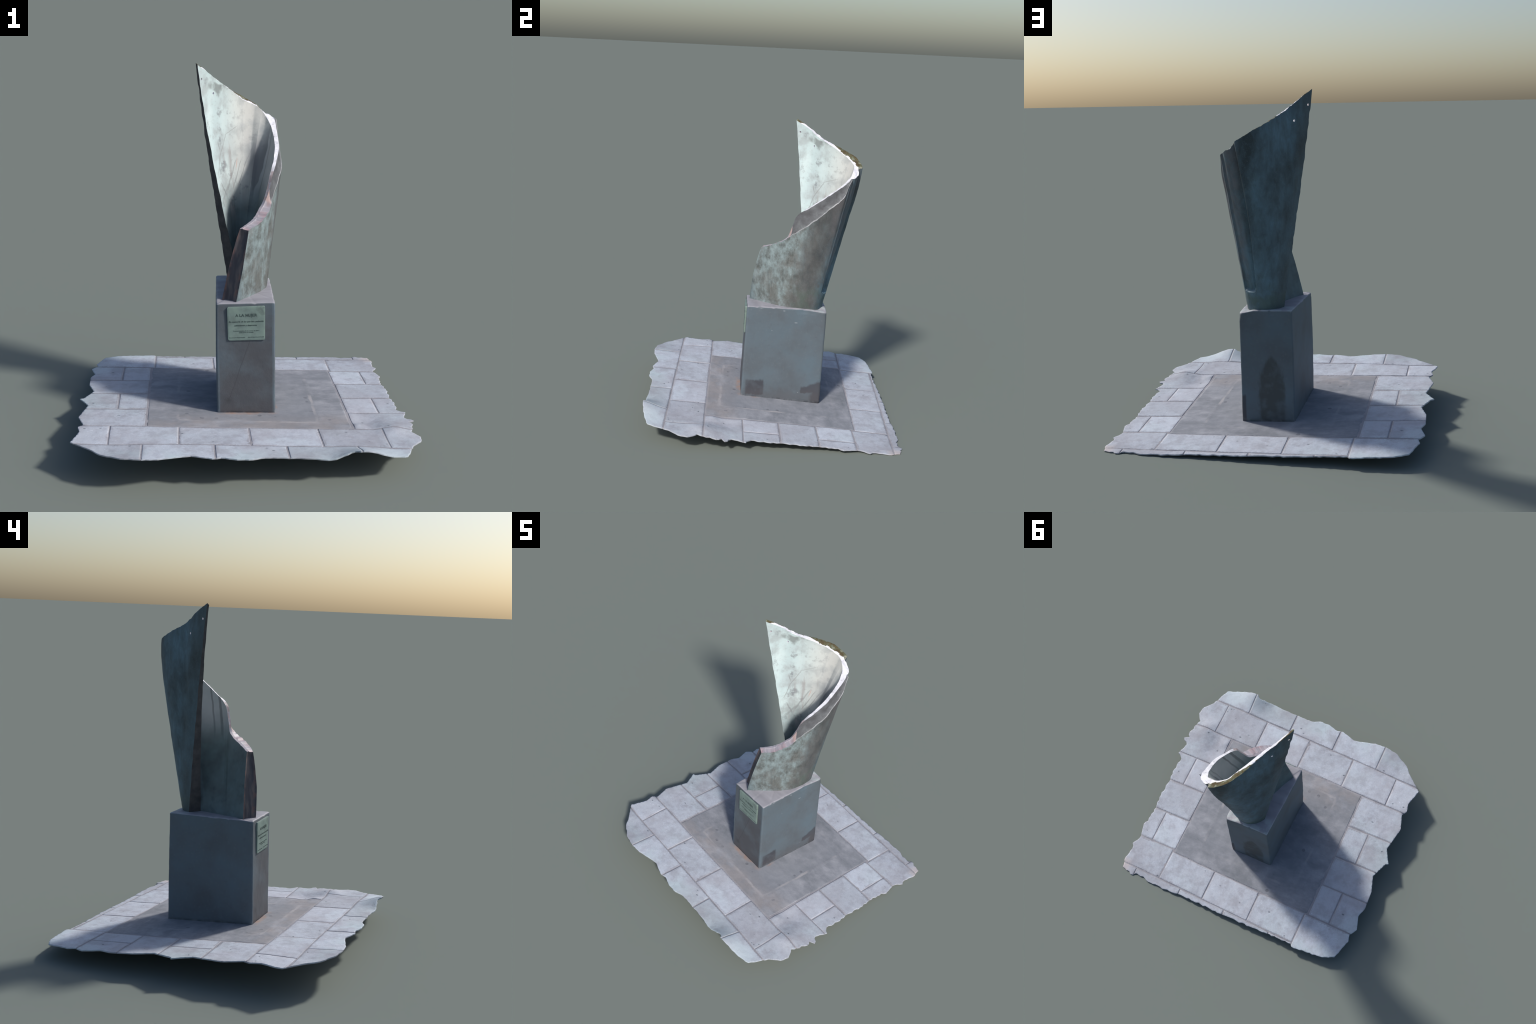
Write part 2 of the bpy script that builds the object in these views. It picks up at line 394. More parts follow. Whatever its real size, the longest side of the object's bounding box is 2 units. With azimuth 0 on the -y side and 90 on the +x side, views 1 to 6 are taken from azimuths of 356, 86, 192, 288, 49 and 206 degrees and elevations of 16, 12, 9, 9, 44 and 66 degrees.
def mat_rim():
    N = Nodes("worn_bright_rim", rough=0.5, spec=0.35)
    n = N.noise(22, 4, 0.6)
    c = N.colors(n, [(0.3, (0.66, 0.66, 0.72)), (0.7, (0.86, 0.86, 0.92))])  # whitened to the blown-out sun glare along the rim
    c = N.mix(N.mul(N.ramp(N.noise(48, 5, 0.65), 0.56, 0.70), 0.6), c, (0.36, 0.35, 0.37))
    # pink front lip
    pink = N.ramp(N.y, 0.17, 0.08)
    pc = N.colors(N.noise(11, 4, 0.5), [(0.3, (0.385, 0.38, 0.43)), (0.54, (0.42, 0.385, 0.425)), (0.72, (0.46, 0.31, 0.33))])
    c = N.mix(pink, c, pc)
    rust = N.mul(N.box(N.y, 0.08, 0.16, 0.02), N.ramp(N.noise(30, 3), 0.42, 0.6))
    c = N.mix(N.mul(rust, 0.55), c, (0.40, 0.24, 0.19))
    return N.finish(c, N.noise(50, 4), 0.3, 0.003)


def mat_moss():
    N = Nodes("ochre_lichen_crust", rough=0.85)
    c = N.colors(N.noise(26, 5, 0.65), [(0.3, (0.055, 0.045, 0.028)), (0.45, (0.105, 0.082, 0.042)),
                                        (0.56, (0.11, 0.125, 0.08)), (0.72, (0.40, 0.38, 0.33))])
    return N.finish(c, N.noise(70, 4), 0.5, 0.004)


def mat_lip():
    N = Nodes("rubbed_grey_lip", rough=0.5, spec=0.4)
    c = N.colors(N.noise(24, 4, 0.6), [(0.3, (0.20, 0.205, 0.215)), (0.7, (0.40, 0.41, 0.44))])  # pale grey draws the highlight line on the outer ridge
    return N.finish(c, N.noise(60, 4), 0.3, 0.003)


def mat_step():
    N = Nodes("stripped_brown_bronze", rough=0.65)
    c = N.colors(N.noise(14, 5, 0.6, 0.3), [(0.3, (0.080, 0.080, 0.088)), (0.50, (0.125, 0.130, 0.142)), (0.72, (0.185, 0.200, 0.212))])
    return N.finish(c, N.noise(40, 5), 0.35, 0.004)


def mat_end():
    N = Nodes("oxidised_cut_end", rough=0.6)
    v = N.coord((1, 1, 0.12))
    c = N.colors(N.noise(34, 5, 0.6, 0.2, v), [(0.28, (0.055, 0.048, 0.058)), (0.5, (0.085, 0.080, 0.094)), (0.70, (0.17, 0.14, 0.135))])
    # red-brown arrises; s runs across the cut
    s = N.add(N.sub(N.x, N.mul(N.sub(N.z, 0.745), 0.245)), 0.0)
    red = N.mx(N.ramp(s, -0.062, -0.050), N.ramp(s, -0.098, -0.110))
    c = N.mix(N.mul(N.mul(red, N.ramp(N.noise(20, 4), 0.38, 0.6)), 0.6), c, (0.24, 0.125, 0.105))
    return N.finish(c, N.noise(40, 5, 0.6, 0, v), 0.4, 0.004)


def mat_west_edge():
    N = Nodes("dark_cut_edge", rough=0.7)
    c = N.colors(N.noise(22, 5, 0.6), [(0.3, (0.052, 0.050, 0.055)), (0.7, (0.10, 0.092, 0.092))])
    return N.finish(c, N.noise(40, 4), 0.3, 0.004)


def mat_plaque():
    N = Nodes("green_oxidised_plate", rough=0.55, spec=0.4)
    c = N.colors(N.noise(16, 4, 0.55), [(0.3, (0.155, 0.205, 0.190)), (0.5, (0.195, 0.262, 0.240)), (0.72, (0.225, 0.305, 0.268))])
    corner = N.mul(N.ramp(N.x, 0.03, 0.11), N.ramp(N.z, 0.64, 0.72))
    c = N.mix(N.mul(N.mul(corner, N.ramp(N.noise(40, 4), 0.45, 0.62)), 0.6), c, (0.10, 0.12, 0.12))
    c = N.mix(N.mul(N.ramp(N.noise(60, 4), 0.55, 0.75), 0.3), c, (0.15, 0.19, 0.18))
    return N.finish(c, N.noise(90, 4), 0.2, 0.001)


def mat_letters():
    N = Nodes("dark_green_lettering", rough=0.6)
    c = N.colors(N.noise(90, 3), [(0.3, (0.055, 0.082, 0.078)), (0.7, (0.095, 0.13, 0.12))])
    return N.finish(c)


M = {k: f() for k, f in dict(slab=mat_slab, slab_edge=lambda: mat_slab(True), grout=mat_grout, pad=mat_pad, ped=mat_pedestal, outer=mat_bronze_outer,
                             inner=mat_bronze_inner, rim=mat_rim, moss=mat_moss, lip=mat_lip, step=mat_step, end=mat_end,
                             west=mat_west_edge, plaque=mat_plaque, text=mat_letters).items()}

# --------------------------------------------------------------------------- root
root = new_obj("monument", None)
root["label"] = "curled weathered bronze sheet on grey stone pedestal with paving"
root["category"] = "outdoor sculpture"


# --------------------------------------------------------------------------- paving
def ground(x, y):
    """Tilted paving plane with the few local swells of the patch."""
    z = 0.1 - 0.048 * x - 0.0787 * y
    for cx, cy, s, h in ((0.55, -0.85, 0.085, 0.048), (0.40, -0.88, 0.06, -0.014), (-0.72, -0.70, 0.11, -0.013),
                         (0.65, -0.30, 0.06, -0.014), (0.60, -0.385, 0.03, 0.010), (0.78, -0.45, 0.055, 0.019),
                         (0.65, 0.55, 0.30, 0.004), (0.86, 0.80, 0.10, 0.004), (-0.88, -0.58, 0.06, -0.008)):
        z += h * math.exp(-((x - cx) ** 2 + (y - cy) ** 2) / (2 * s * s))
    z += 0.0018 * fbm((x, y, 0.3), 5.0, 3)
    return max(z, 0.003)


# torn outline of the patch, control points by side (anticlockwise from the south-east)
EAST = [(0.905, -0.541), (0.864, -0.481), (0.903, -0.364), (0.884, -0.329), (0.921, -0.309), (0.877, -0.265),
        (0.904, -0.177), (0.861, -0.142), (0.872, -0.043), (0.866, 0.081), (0.870, 0.186), (0.861, 0.288),
        (0.865, 0.408), (0.885, 0.442), (0.863, 0.554), (0.892, 0.609), (0.874, 0.649), (0.889, 0.727), (0.872, 0.802)]
NORTH = [(0.775, 0.828), (0.750, 0.806), (0.680, 0.814), (0.647, 0.828), (0.506, 0.829), (0.404, 0.821), (0.210, 0.822),
         (0.031, 0.828), (-0.186, 0.826), (-0.402, 0.821), (-0.510, 0.821), (-0.525, 0.837), (-0.646, 0.830),
         (-0.736, 0.820), (-0.834, 0.782)]
WEST = [(-0.881, 0.642), (-0.869, 0.595), (-0.902, 0.541), (-0.874, 0.442), (-0.895, 0.380), (-0.890, 0.246),
        (-0.855, 0.133), (-0.902, 0.017), (-0.923, 0.008), (-0.867, -0.095), (-0.882, -0.165), (-0.903, -0.272),
        (-0.868, -0.379), (-0.892, -0.415), (-0.879, -0.477), (-0.913, -0.600)]
SOUTH = [(-0.801, -0.700), (-0.754, -0.755), (-0.651, -0.816), (-0.546, -0.835), (-0.467, -0.831), (-0.307, -0.791),
         (-0.203, -0.825), (-0.160, -0.815), (-0.081, -0.838), (-0.004, -0.837), (0.058, -0.813), (0.234, -0.816),
         (0.390, -0.830), (0.506, -0.820), (0.529, -0.841), (0.590, -0.839), (0.699, -0.821), (0.778, -0.795),
         (0.835, -0.662), (0.891, -0.601)]


def torn_outline():
    r = random.Random(5)
    ctrl = [(p, 0.006) for p in EAST] + [(p, 0.0045) for p in NORTH] + [(p, 0.0015) for p in WEST] + [(p, 0.003) for p in SOUTH]
    out = []
    for i, (p, amp) in enumerate(ctrl):
        q = ctrl[(i + 1) % len(ctrl)][0]
        d = (q[0] - p[0], q[1] - p[1]); L = math.hypot(*d)
        n = max(1, round(L / 0.02))
        for k in range(n):
            t = k / n
            a = 0.0 if k == 0 else r.uniform(-amp, amp)
            out.append((p[0] + d[0] * t + d[1] / L * a, p[1] + d[1] * t - d[0] / L * a))
    return out


OUTLINE = torn_outline()


def clip_convex(poly, quad):
    """Clip a polygon by a convex anticlockwise quad."""
    for i in range(len(quad)):
        a, b = quad[i], quad[(i + 1) % len(quad)]
        side = lambda p: (b[0] - a[0]) * (p[1] - a[1]) - (b[1] - a[1]) * (p[0] - a[0])
        res = []
        for j in range(len(poly)):
            p, q = poly[j], poly[(j + 1) % len(poly)]
            sp, sq = side(p), side(q)
            if sp >= 0:
                res.append(p)
            if sp * sq < 0:
                t = sp / (sp - sq)
                res.append((p[0] + (q[0] - p[0]) * t, p[1] + (q[1] - p[1]) * t))
        poly = res
        if len(poly) < 3:
            return []
    return poly


def resample(poly, step):
    out = []
    for i in range(len(poly)):
        p, q = poly[i], poly[(i + 1) % len(poly)]
        L = math.hypot(q[0] - p[0], q[1] - p[1])
        n = max(1, math.ceil(L / step))
        for k in range(n):
            t = k / n
            c = (p[0] + (q[0] - p[0]) * t, p[1] + (q[1] - p[1]) * t)
            if not out or math.hypot(c[0] - out[-1][0], c[1] - out[-1][1]) > 1e-4:
                out.append(c)
    return out


def edge_distance(p, poly):
    best = 9.0
    for i in range(len(poly)):
        a, b = poly[i], poly[(i + 1) % len(poly)]
        dx, dy = b[0] - a[0], b[1] - a[1]
        L2 = dx * dx + dy * dy or 1e-12
        t = min(1, max(0, ((p[0] - a[0]) * dx + (p[1] - a[1]) * dy) / L2))
        best = min(best, math.hypot(p[0] - a[0] - t * dx, p[1] - a[1] - t * dy))
    return best


def plate(name, poly, step, top, thick, mat, parent):
    """Solid plate: polygon in plan, top surface z = top(x, y), constant thickness."""
    ring = resample(poly, step)
    n = len(ring)
    xs = [p[0] for p in ring]; ys = [p[1] for p in ring]
    pts = [Vector(p) for p in ring]
    gx = np.arange(min(xs) + step * 0.5, max(xs), step)
    gy = np.arange(min(ys) + step * 0.5, max(ys), step)
    for ix, x in enumerate(gx):
        for y in gy:
            pts.append(Vector((x, y + (0.5 * step if ix % 2 else 0))))
    vs, es, fs, _, _, _ = geometry.delaunay_2d_cdt(pts, [(i, (i + 1) % n) for i in range(n)], [list(range(n))], 1, 1e-6)
    top_v = [(v[0], v[1], top(v[0], v[1])) for v in vs]
    bot_v = [(x, y, max(z - thick, 0.0)) for x, y, z in top_v]
    k = len(vs)
    faces = []
    count = {}
    for f in fs:
        f = list(f)
        if sum((vs[f[i]][0] * vs[f[(i + 1) % len(f)]][1] - vs[f[(i + 1) % len(f)]][0] * vs[f[i]][1]) for i in range(len(f))) < 0:
            f.reverse()
        faces.append(f)
        for i in range(len(f)):
            count[(f[i], f[(i + 1) % len(f)])] = 1
    tops = list(faces)
    for f in tops:
        faces.append([i + k for i in reversed(f)])
    for a, b in count:
        if (b, a) not in count:
            faces.append([a, a + k, b + k, b])
    me = mesh_from(name, top_v + bot_v, faces, [mat])
    me.polygons.foreach_set("use_smooth", [i < len(tops) for i in range(len(me.polygons))])
    return new_obj(name, me, parent)


paving = plate("paving", [(x * 0.9985, y * 0.9985) for x, y in OUTLINE], 0.03,
               lambda x, y: ground(x, y) - 0.0016, 0.0055, M["grout"], root)

y_in = lambda x: -0.420 - 0.030 * x
y_out = lambda x: -0.660 - 0.045 * x
n_in = lambda x: 0.566 - 0.026 * x
n_out = lambda x: 0.793 - 0.035 * x
BIG = 1.05
cells = []


def row(f0, f1, joints):
    for a, b in zip(joints[:-1], joints[1:]):
        cells.append([(a, f0(a)), (b, f0(b)), (b, f1(b)), (a, f1(a))])


# south rows, north rows, east and west stacks: a running bond round the concrete pad
row(y_out, y_in, [-BIG, -0.725, -0.365, 0.003, 0.370, 0.715, BIG])
row(lambda x: -BIG, y_out, [-BIG, -0.550, -0.185, 0.180, 0.540, BIG])
row(n_in, n_out, [-0.515, -0.147, 0.220, 0.583])
row(n_out, lambda x: BIG, [-0.515, -0.330, 0.035, 0.400, 0.770, BIG])
row(n_in, lambda x: BIG, [-BIG, -0.515])
e_y = [None, -0.192, 0.045, 0.290, 0.530, None]
e_in = lambda y: 0.564 + 0.020 * y
for i in range(5):
    lo = (lambda x: y_in(x)) if i == 0 else (lambda x, v=e_y[i]: v)
    hi = (lambda x: n_out(x)) if i == 4 else (lambda x, v=e_y[i + 1]: v)
    a = 0.569 if i < 4 else 0.583
    row(lo, hi, [a, 0.742 + 0.008 * i, BIG] if i in (1, 3) else [a, BIG])
w_y = [None, -0.145, 0.105, 0.335, None]
for i in range(4):
    lo = (lambda x: y_in(x)) if i == 0 else (lambda x, v=w_y[i]: v)
    hi = (lambda x: n_in(x)) if i == 3 else (lambda x, v=w_y[i + 1]: v)
    row(lo, hi, [-BIG, -0.703, -0.540] if i in (1, 3) else [-BIG, -0.540])


def shrink(quad, gap):
    """Move each side of an anticlockwise quad inwards by gap."""
    out = []
    n = len(quad)
    for i in range(n):
        p, c, q = quad[i - 1], quad[i], quad[(i + 1) % n]
        d1 = Vector((c[0] - p[0], c[1] - p[1])).normalized(); d2 = Vector((q[0] - c[0], q[1] - c[1])).normalized()
        n1, n2 = Vector((-d1.y, d1.x)), Vector((-d2.y, d2.x))
        m = (n1 + n2); m = m / max(m.dot(n1), 0.3)
        out.append((c[0] + m.x * gap, c[1] + m.y * gap))
    return out


for ci, quad in enumerate(cells):
    quad = shrink(quad, 0.0040)
    quad = [(x + rng.uniform(-0.002, 0.002), y + rng.uniform(-0.002, 0.002)) for x, y in quad]
    poly = clip_convex(OUTLINE, quad)
    if len(poly) < 3:
        continue
    area = 0.5 * abs(sum(poly[i][0] * poly[(i + 1) % len(poly)][1] - poly[(i + 1) % len(poly)][0] * poly[i][1] for i in range(len(poly))))
    if area < 0.0006:
        continue
    lift = rng.uniform(-0.0008, 0.0008)

    def top(x, y, quad=quad, lift=lift):
        d = edge_distance((x, y), quad)
        worn = 0.012 + 0.006 * fbm((x, y, 1.0), 18, 2)
        drop = 0.0008 * (1 - smoothstep(0, max(worn, 0.004), d)) 
        return ground(x, y) + lift - drop + 0.0009 * fbm((x, y, 2.0), 28, 3)

    slab = plate("paving_slab", poly, 0.010, top, 0.0055, M["slab"], paving)
    slab.data.materials.append(M["slab_edge"])
    for f in slab.data.polygons:
        c = f.center
        reach = 0.0085 + 0.0075 * fbm((c.x, c.y, 7.0), 9, 3)
        f.material_index = 1 if edge_distance((c.x, c.y), quad) < reach else 0

PAD = [(-0.536, y_in(-0.536)), (0.560, y_in(0.560)), (0.572, n_in(0.572)), (-0.532, n_in(-0.532))]


def pad_top(x, y):
    fx = max(abs(x - 0.015) - 0.385, abs(y - 0.058) - 0.388)
    frame = 0.0022 * math.exp(-(fx / 0.006) ** 2) * smoothstep(-0.1, 0.25, fbm((x, y, 3.0), 6, 2))
    d = edge_distance((x, y), PAD)
    return ground(x, y) - 0.0008 - 0.001 * (1 - smoothstep(0, 0.01, d)) + frame + 0.0008 * fbm((x, y, 5), 22, 3)


plate("concrete_pad", shrink(PAD, 0.003), 0.010, pad_top, 0.0050, M["pad"], paving)


# --------------------------------------------------------------------------- pedestal
TOPC = [(-0.150, -0.170, 0.748), (0.170, -0.176, 0.747), (0.184, 0.368, 0.736), (-0.129, 0.366, 0.742)]
BOTC = [(-0.154, -0.193, 0.127), (0.168, -0.194, 0.107), (0.181, 0.354, 0.077), (-0.137, 0.356, 0.085)]


def rounded_unit_square(r, per_side=30, per_corner=8):
    """Loop on the unit square with corner radii r (relative), plus outward flags."""
    pts = []
    corners = [(0, 0), (1, 0), (1, 1), (0, 1)]
    for i, (cx, cy) in enumerate(corners):
        rx = r[i]
        ox, oy = (cx + (rx if cx == 0 else -rx)), (cy + (rx if cy == 0 else -rx))
        a0 = math.pi + i * math.pi / 2
        for k in range(per_corner + 1):
            a = a0 + (math.pi / 2) * k / per_corner
            pts.append((ox + rx * math.cos(a), oy + rx * math.sin(a)))
        nx = corners[(i + 1) % 4]; rn = r[(i + 1) % 4]
        nox, noy = (nx[0] + (rn if nx[0] == 0 else -rn)), (nx[1] + (rn if nx[1] == 0 else -rn))
        an = math.pi + (i + 1) * math.pi / 2
        s = pts[-1]; e = (nox + rn * math.cos(an), noy + rn * math.sin(an))
        for k in range(1, per_side):
            t = k / per_side
            pts.append((s[0] + (e[0] - s[0]) * t, s[1] + (e[1] - s[1]) * t))
    return pts


def bilinear(c, u, v):
    return [(c[0][k] * (1 - u) + c[1][k] * u) * (1 - v) + (c[3][k] * (1 - u) + c[2][k] * u) * v for k in range(3)]


def pedestal_mesh():
    verts, faces = [], []
    levels = [i / 60 for i in range(61)]
    fil = 0.010
    rows_ = []
    for t in levels:
        rows_.append((t, 0.0, 0.0))
    for a in (15, 30, 45, 60, 75, 90):
        rows_.append((1.0, fil * (1 - math.cos(math.radians(a))), fil * math.sin(math.radians(a)) - fil))
    n = None
    for t, inset, dz in rows_:
        ne = 0.030 + 0.030 * smoothstep(0.90, 1.0, t)
        loop = rounded_unit_square((0.030, 0.026, ne, 0.026))
        n = len(loop)
        for u, v in loop:
            lo, hi = bilinear(BOTC, u, v), bilinear(TOPC, u, v)
            hi = [hi[0], hi[1], hi[2] - fil]
            p = Vector([lo[k] + (hi[k] - lo[k]) * t for k in range(3)])
            if t == 0.0:
                p.z = ground(p.x, p.y) - 0.006
            c = Vector((0.014, 0.09, 0))
            d = Vector((p.x - c.x, p.y - c.y, 0))
            # inset along box axes so that the arris stays even
            corner = smoothstep(0.70, 1.0, u) * smoothstep(0.70, 1.0, v)
            ins = inset * (1 + 2.4 * corner)
            sx = 1 - ins / 0.156; sy = 1 - ins / 0.262
            q = Vector((c.x + d.x * sx, c.y + d.y * sy, p.z + (dz + fil if t == 1.0 and inset > 0 else 0)))
            if t == 1.0 and inset > 0:
                q.z = p.z + fil * math.sin(math.acos(max(-1, 1 - inset / fil)))
            q.z -= 0.010 * corner * smoothstep(0.9, 1.0, t)
            nn = fbm(q, 11, 3)
            out = d.normalized()
            q += out * (0.0016 * nn)
            # soft bulge of the west face and chipped upper arrises
            q.x -= 0.003 * math.sin(math.pi * t) * smoothstep(0.3, 0.0, u)
            if t > 0.97:
                chip = smoothstep(0.15, 0.55, fbm(q, 24, 3))
                q -= out * 0.004 * chip; q.z -= 0.003 * chip
            verts.append(q)
    for r in range(len(rows_) - 1):
        for i in range(n):
            j = (i + 1) % n
            faces.append((r * n + i, r * n + j, (r + 1) * n + j, (r + 1) * n + i))
    # top: concentric rings to the centre
    base = (len(rows_) - 1) * n
    prev = base
    centre = Vector((0.014, 0.09, 0.742))
    for s in range(1, 10):
        start = len(verts)
        for i in range(n):
            p = verts[base + i].lerp(centre, s / 10)
            p.z += 0.0012 * fbm(p, 16, 2)
            verts.append(p)
        for i in range(n):
            j = (i + 1) % n
            faces.append((prev + i, prev + j, start + j, start + i))
        prev = start
    verts.append(centre); last = len(verts) - 1
    for i in range(n):
        faces.append((prev + i, prev + (i + 1) % n, last))
    faces.append(tuple(reversed(range(n))))
    return mesh_from("pedestal", verts, faces, [M["ped"]])


pedestal = new_obj("pedestal", pedestal_mesh(), root)


# --------------------------------------------------------------------------- plaque
PTL, PTR, PBR, PBL = (-0.091, -0.1815, 0.728), (0.114, -0.1885, 0.730), (0.113, -0.1885, 0.538), (-0.088, -0.1855, 0.539)


def plaque_point(s, t, out=0.0):
    p = [(PBL[k] * (1 - s) + PBR[k] * s) * (1 - t) + (PTL[k] * (1 - s) + PTR[k] * s) * t for k in range(3)]
    p[1] -= out
    return Vector(p)


def plaque_mesh():
    nx, ny = 40, 36
    bm = bmesh.new()
    g = {}
    for j in range(ny + 1):
        for i in range(nx + 1):
            s, t = i / nx, j / ny
            # rounded corners in plan, softened arris
            w, h = 0.203, 0.190
            r = 0.007 if (s > 0.5 or t > 0.5) else 0.013
            px, py = s * w, t * h
            cx = min(max(px, r), w - r); cy = min(max(py, r), h - r)
            dx, dy = px - cx, py - cy
            if dx and dy:
                m = max(abs(dx), abs(dy)) / math.hypot(dx, dy)
                px, py = cx + dx * m, cy + dy * m
            e = min(px, w - px, py, h - py)
            out = -0.0012 * (1 - smoothstep(0, 0.004, e))
            g[i, j] = bm.verts.new(plaque_point(px / w, py / h, out + 0.0006 * fbm((s, t, 0), 4, 2)))
    for j in range(ny):
        for i in range(nx):
            bm.faces.new((g[i, j], g[i + 1, j], g[i + 1, j + 1], g[i, j + 1]))
    ring = [e for e in bm.edges if e.is_boundary]
    ex = bmesh.ops.extrude_edge_only(bm, edges=ring)
    for v in ex["geom"]:
        if isinstance(v, bmesh.types.BMVert):
            v.co.y += 0.016
    bmesh.ops.recalc_face_normals(bm, faces=bm.faces)
    me = bpy.data.meshes.new("plaque"); bm.to_mesh(me); bm.free()
    me.materials.append(M["plaque"])
    me.polygons.foreach_set("use_smooth", [True] * len(me.polygons))
    me.set_sharp_from_angle(angle=math.radians(50))
    return me


plaque = new_obj("plaque", plaque_mesh(), pedestal)


def lettering(text, s0, s1, t, height, shear=0.0, bold=0.0):
    """Raised line of text between s0 and s1 across the plaque, baseline at t, cap height in metres."""
    cu = bpy.data.curves.new("lettering", "FONT")
    cu.body = text; cu.size = height / 0.72; cu.shear = shear; cu.extrude = 0.0005; cu.offset = bold
    cu.resolution_u = 3
    tmp = bpy.data.objects.new("lettering_source", cu)
    bpy.context.scene.collection.objects.link(tmp)
    bpy.context.view_layer.update()
    dg = bpy.context.evaluated_depsgraph_get()
    me = bpy.data.meshes.new_from_object(tmp.evaluated_get(dg))
    bpy.data.objects.remove(tmp); bpy.data.curves.remove(cu)
    me.name = "lettering"
    xs = [v.co.x for v in me.vertices]
    x0, x1 = min(xs), max(xs)
    for v in me.vertices:
        s = s0 + (s1 - s0) * (v.co.x - x0) / (x1 - x0)
        v.co = plaque_point(s, t + v.co.y / 0.190, 0.0005 + v.co.z)
    me.materials.clear(); me.materials.append(M["text"])
    return new_obj("lettering", me, plaque)


lettering("A LA MUJER", 0.215, 0.79, 0.715, 0.0155, bold=0.0004)
lettering("En memoria de las que han padecido", 0.035, 0.965, 0.545, 0.0085, 0.35, 0.0002)
lettering("sufrimientos y desprecios", 0.18, 0.79, 0.435, 0.0075, 0.35, 0.0002)
lettering("Puerto Caballos, 8 de marzo de 2011", 0.15, 0.84, 0.275, 0.0052)
lettering("Santa Cruz de Tenerife", 0.31, 0.69, 0.228, 0.0048)
lettering("Escultora: M. Belen Morales", 0.04, 0.46, 0.078, 0.0045)
lettering("Ayto. de Santa Cruz de Tenerife", 0.54, 0.97, 0.085, 0.0045)


# --------------------------------------------------------------------------- bronze sheet
# Rulings of the curled sheet from the free west edge round the north fold to the cut south end.
# foot of outer face (x, y) | top of outer face | top of inner leaf, outer side | top of inner leaf, inner side | foot of inner face
RULINGS = [
    ((-0.062, 0.268), (-0.223, 0.132, 1.996), (-0.220, 0.130, 1.994), (-0.213, 0.124, 1.986), (0.005, 0.215)),
    ((-0.050, 0.287), (-0.160, 0.229, 1.937), (-0.156, 0.225, 1.935), (-0.149, 0.219, 1.930), (0.004, 0.213)),
    ((-0.036, 0.305), (-0.115, 0.284, 1.892), (-0.110, 0.279, 1.890), (-0.101, 0.271, 1.886), (0.004, 0.211)),
    ((-0.020, 0.320), (-0.075, 0.350, 1.855), (-0.068, 0.344, 1.854), (-0.057, 0.335, 1.850), (0.003, 0.209)),
    ((0.002, 0.333), (-0.031, 0.429, 1.821), (-0.020, 0.419, 1.817), (-0.006, 0.406, 1.805), (0.002, 0.205)),
    ((0.036, 0.344), (0.053, 0.526, 1.765), (0.053, 0.502, 1.763), (0.054, 0.477, 1.752), (0.000, 0.198)),
    ((0.065, 0.343), (0.132, 0.554, 1.716), (0.126, 0.526, 1.720), (0.116, 0.498, 1.722), (-0.003, 0.190)),
    ((0.080, 0.340), (0.160, 0.553, 1.682), (0.147, 0.519, 1.694), (0.135, 0.495, 1.711), (-0.005, 0.186)),
    ((0.100, 0.333), (0.201, 0.536, 1.662), (0.178, 0.506, 1.674), (0.156, 0.489, 1.692), (-0.006, 0.182)),
    ((0.122, 0.320), (0.229, 0.508, 1.653), (0.206, 0.484, 1.656), (0.178, 0.474, 1.660), (-0.008, 0.176)),
    ((0.138, 0.303), (0.238, 0.480, 1.644), (0.229, 0.466, 1.640), (0.192, 0.450, 1.634), (-0.010, 0.170)),
    ((0.150, 0.272), (0.247, 0.430, 1.530), (0.234, 0.425, 1.602), (0.207, 0.415, 1.600), (-0.014, 0.160)),
    ((0.157, 0.200), (0.255, 0.310, 1.420), (0.238, 0.312, 1.520), (0.215, 0.320, 1.530), (-0.025, 0.130)),
    ((0.146, 0.115), (0.226, 0.215, 1.333), (0.215, 0.212, 1.445), (0.200, 0.218, 1.452), (-0.040, 0.090)),
    ((0.119, 0.056), (0.182, 0.110, 1.252), (0.183, 0.124, 1.376), (0.169, 0.136, 1.378), (-0.055, 0.055)),
    ((0.111, 0.040), (0.174, 0.084, 1.233), (0.164, 0.102, 1.305), (0.151, 0.112, 1.306), (-0.060, 0.042)),
    ((0.100, 0.022), (0.166, 0.060, 1.216), (0.130, 0.076, 1.226), (0.118, 0.086, 1.226), (-0.065, 0.028)),
    ((0.032, -0.063), (0.110, -0.037, 1.162), (0.076, -0.012, 1.166), (0.062, 0.002, 1.166), (-0.090, -0.035)),
    ((-0.044, -0.153), (0.036, -0.094, 1.131), (0.004, -0.077, 1.135), (-0.011, -0.070, 1.133), (-0.117, -0.098)),
]
Z_FOOT = 0.732
NU, NV, NK = 440, 110, 16

foot = np.array([(*r[0], Z_FOOT) for r in RULINGS]); ridge = np.array([r[1] for r in RULINGS])
leaf_o = np.array([r[2] for r in RULINGS]); leaf_i = np.array([r[3] for r in RULINGS])
foot_i = np.array([(*r[4], Z_FOOT) for r in RULINGS])
chord = np.linalg.norm(np.diff(ridge, axis=0), axis=1) + np.linalg.norm(np.diff(foot, axis=0), axis=1)
knots = np.concatenate([[0], np.cumsum(chord)]); knots /= knots[-1]
US = np.linspace(0, 1, NU + 1)
VS = np.linspace(0, 1, NV + 1)
fO, tO, rI, tI, fI = (monotone_cubic(knots, a, US) for a in (foot, ridge, leaf_o, leaf_i, foot_i))
FLUTE = (knots[6] + 0.003, knots[10] + 0.007)


def flute_depth(u, z):
    """Recessed channel up the north-east fold with a round lower end."""
    start = FLUTE[0] - 0.016 * math.sin(math.pi * min(1.0, max(0.0, (z - 0.80) / 0.90)))
    mid, half = 0.5 * (start + FLUTE[1]), 0.5 * (FLUTE[1] - start)
    x = (u - mid) / half
    zend = 0.845 + 0.03 * (1 - math.sqrt(max(0.0, 1 - min(1, abs(x)) ** 2)))
    return (0.022 - 0.009 * x) * (1 - smoothstep(0.86, 1.0, abs(x))) * smoothstep(zend - 0.004, zend + 0.006, z)


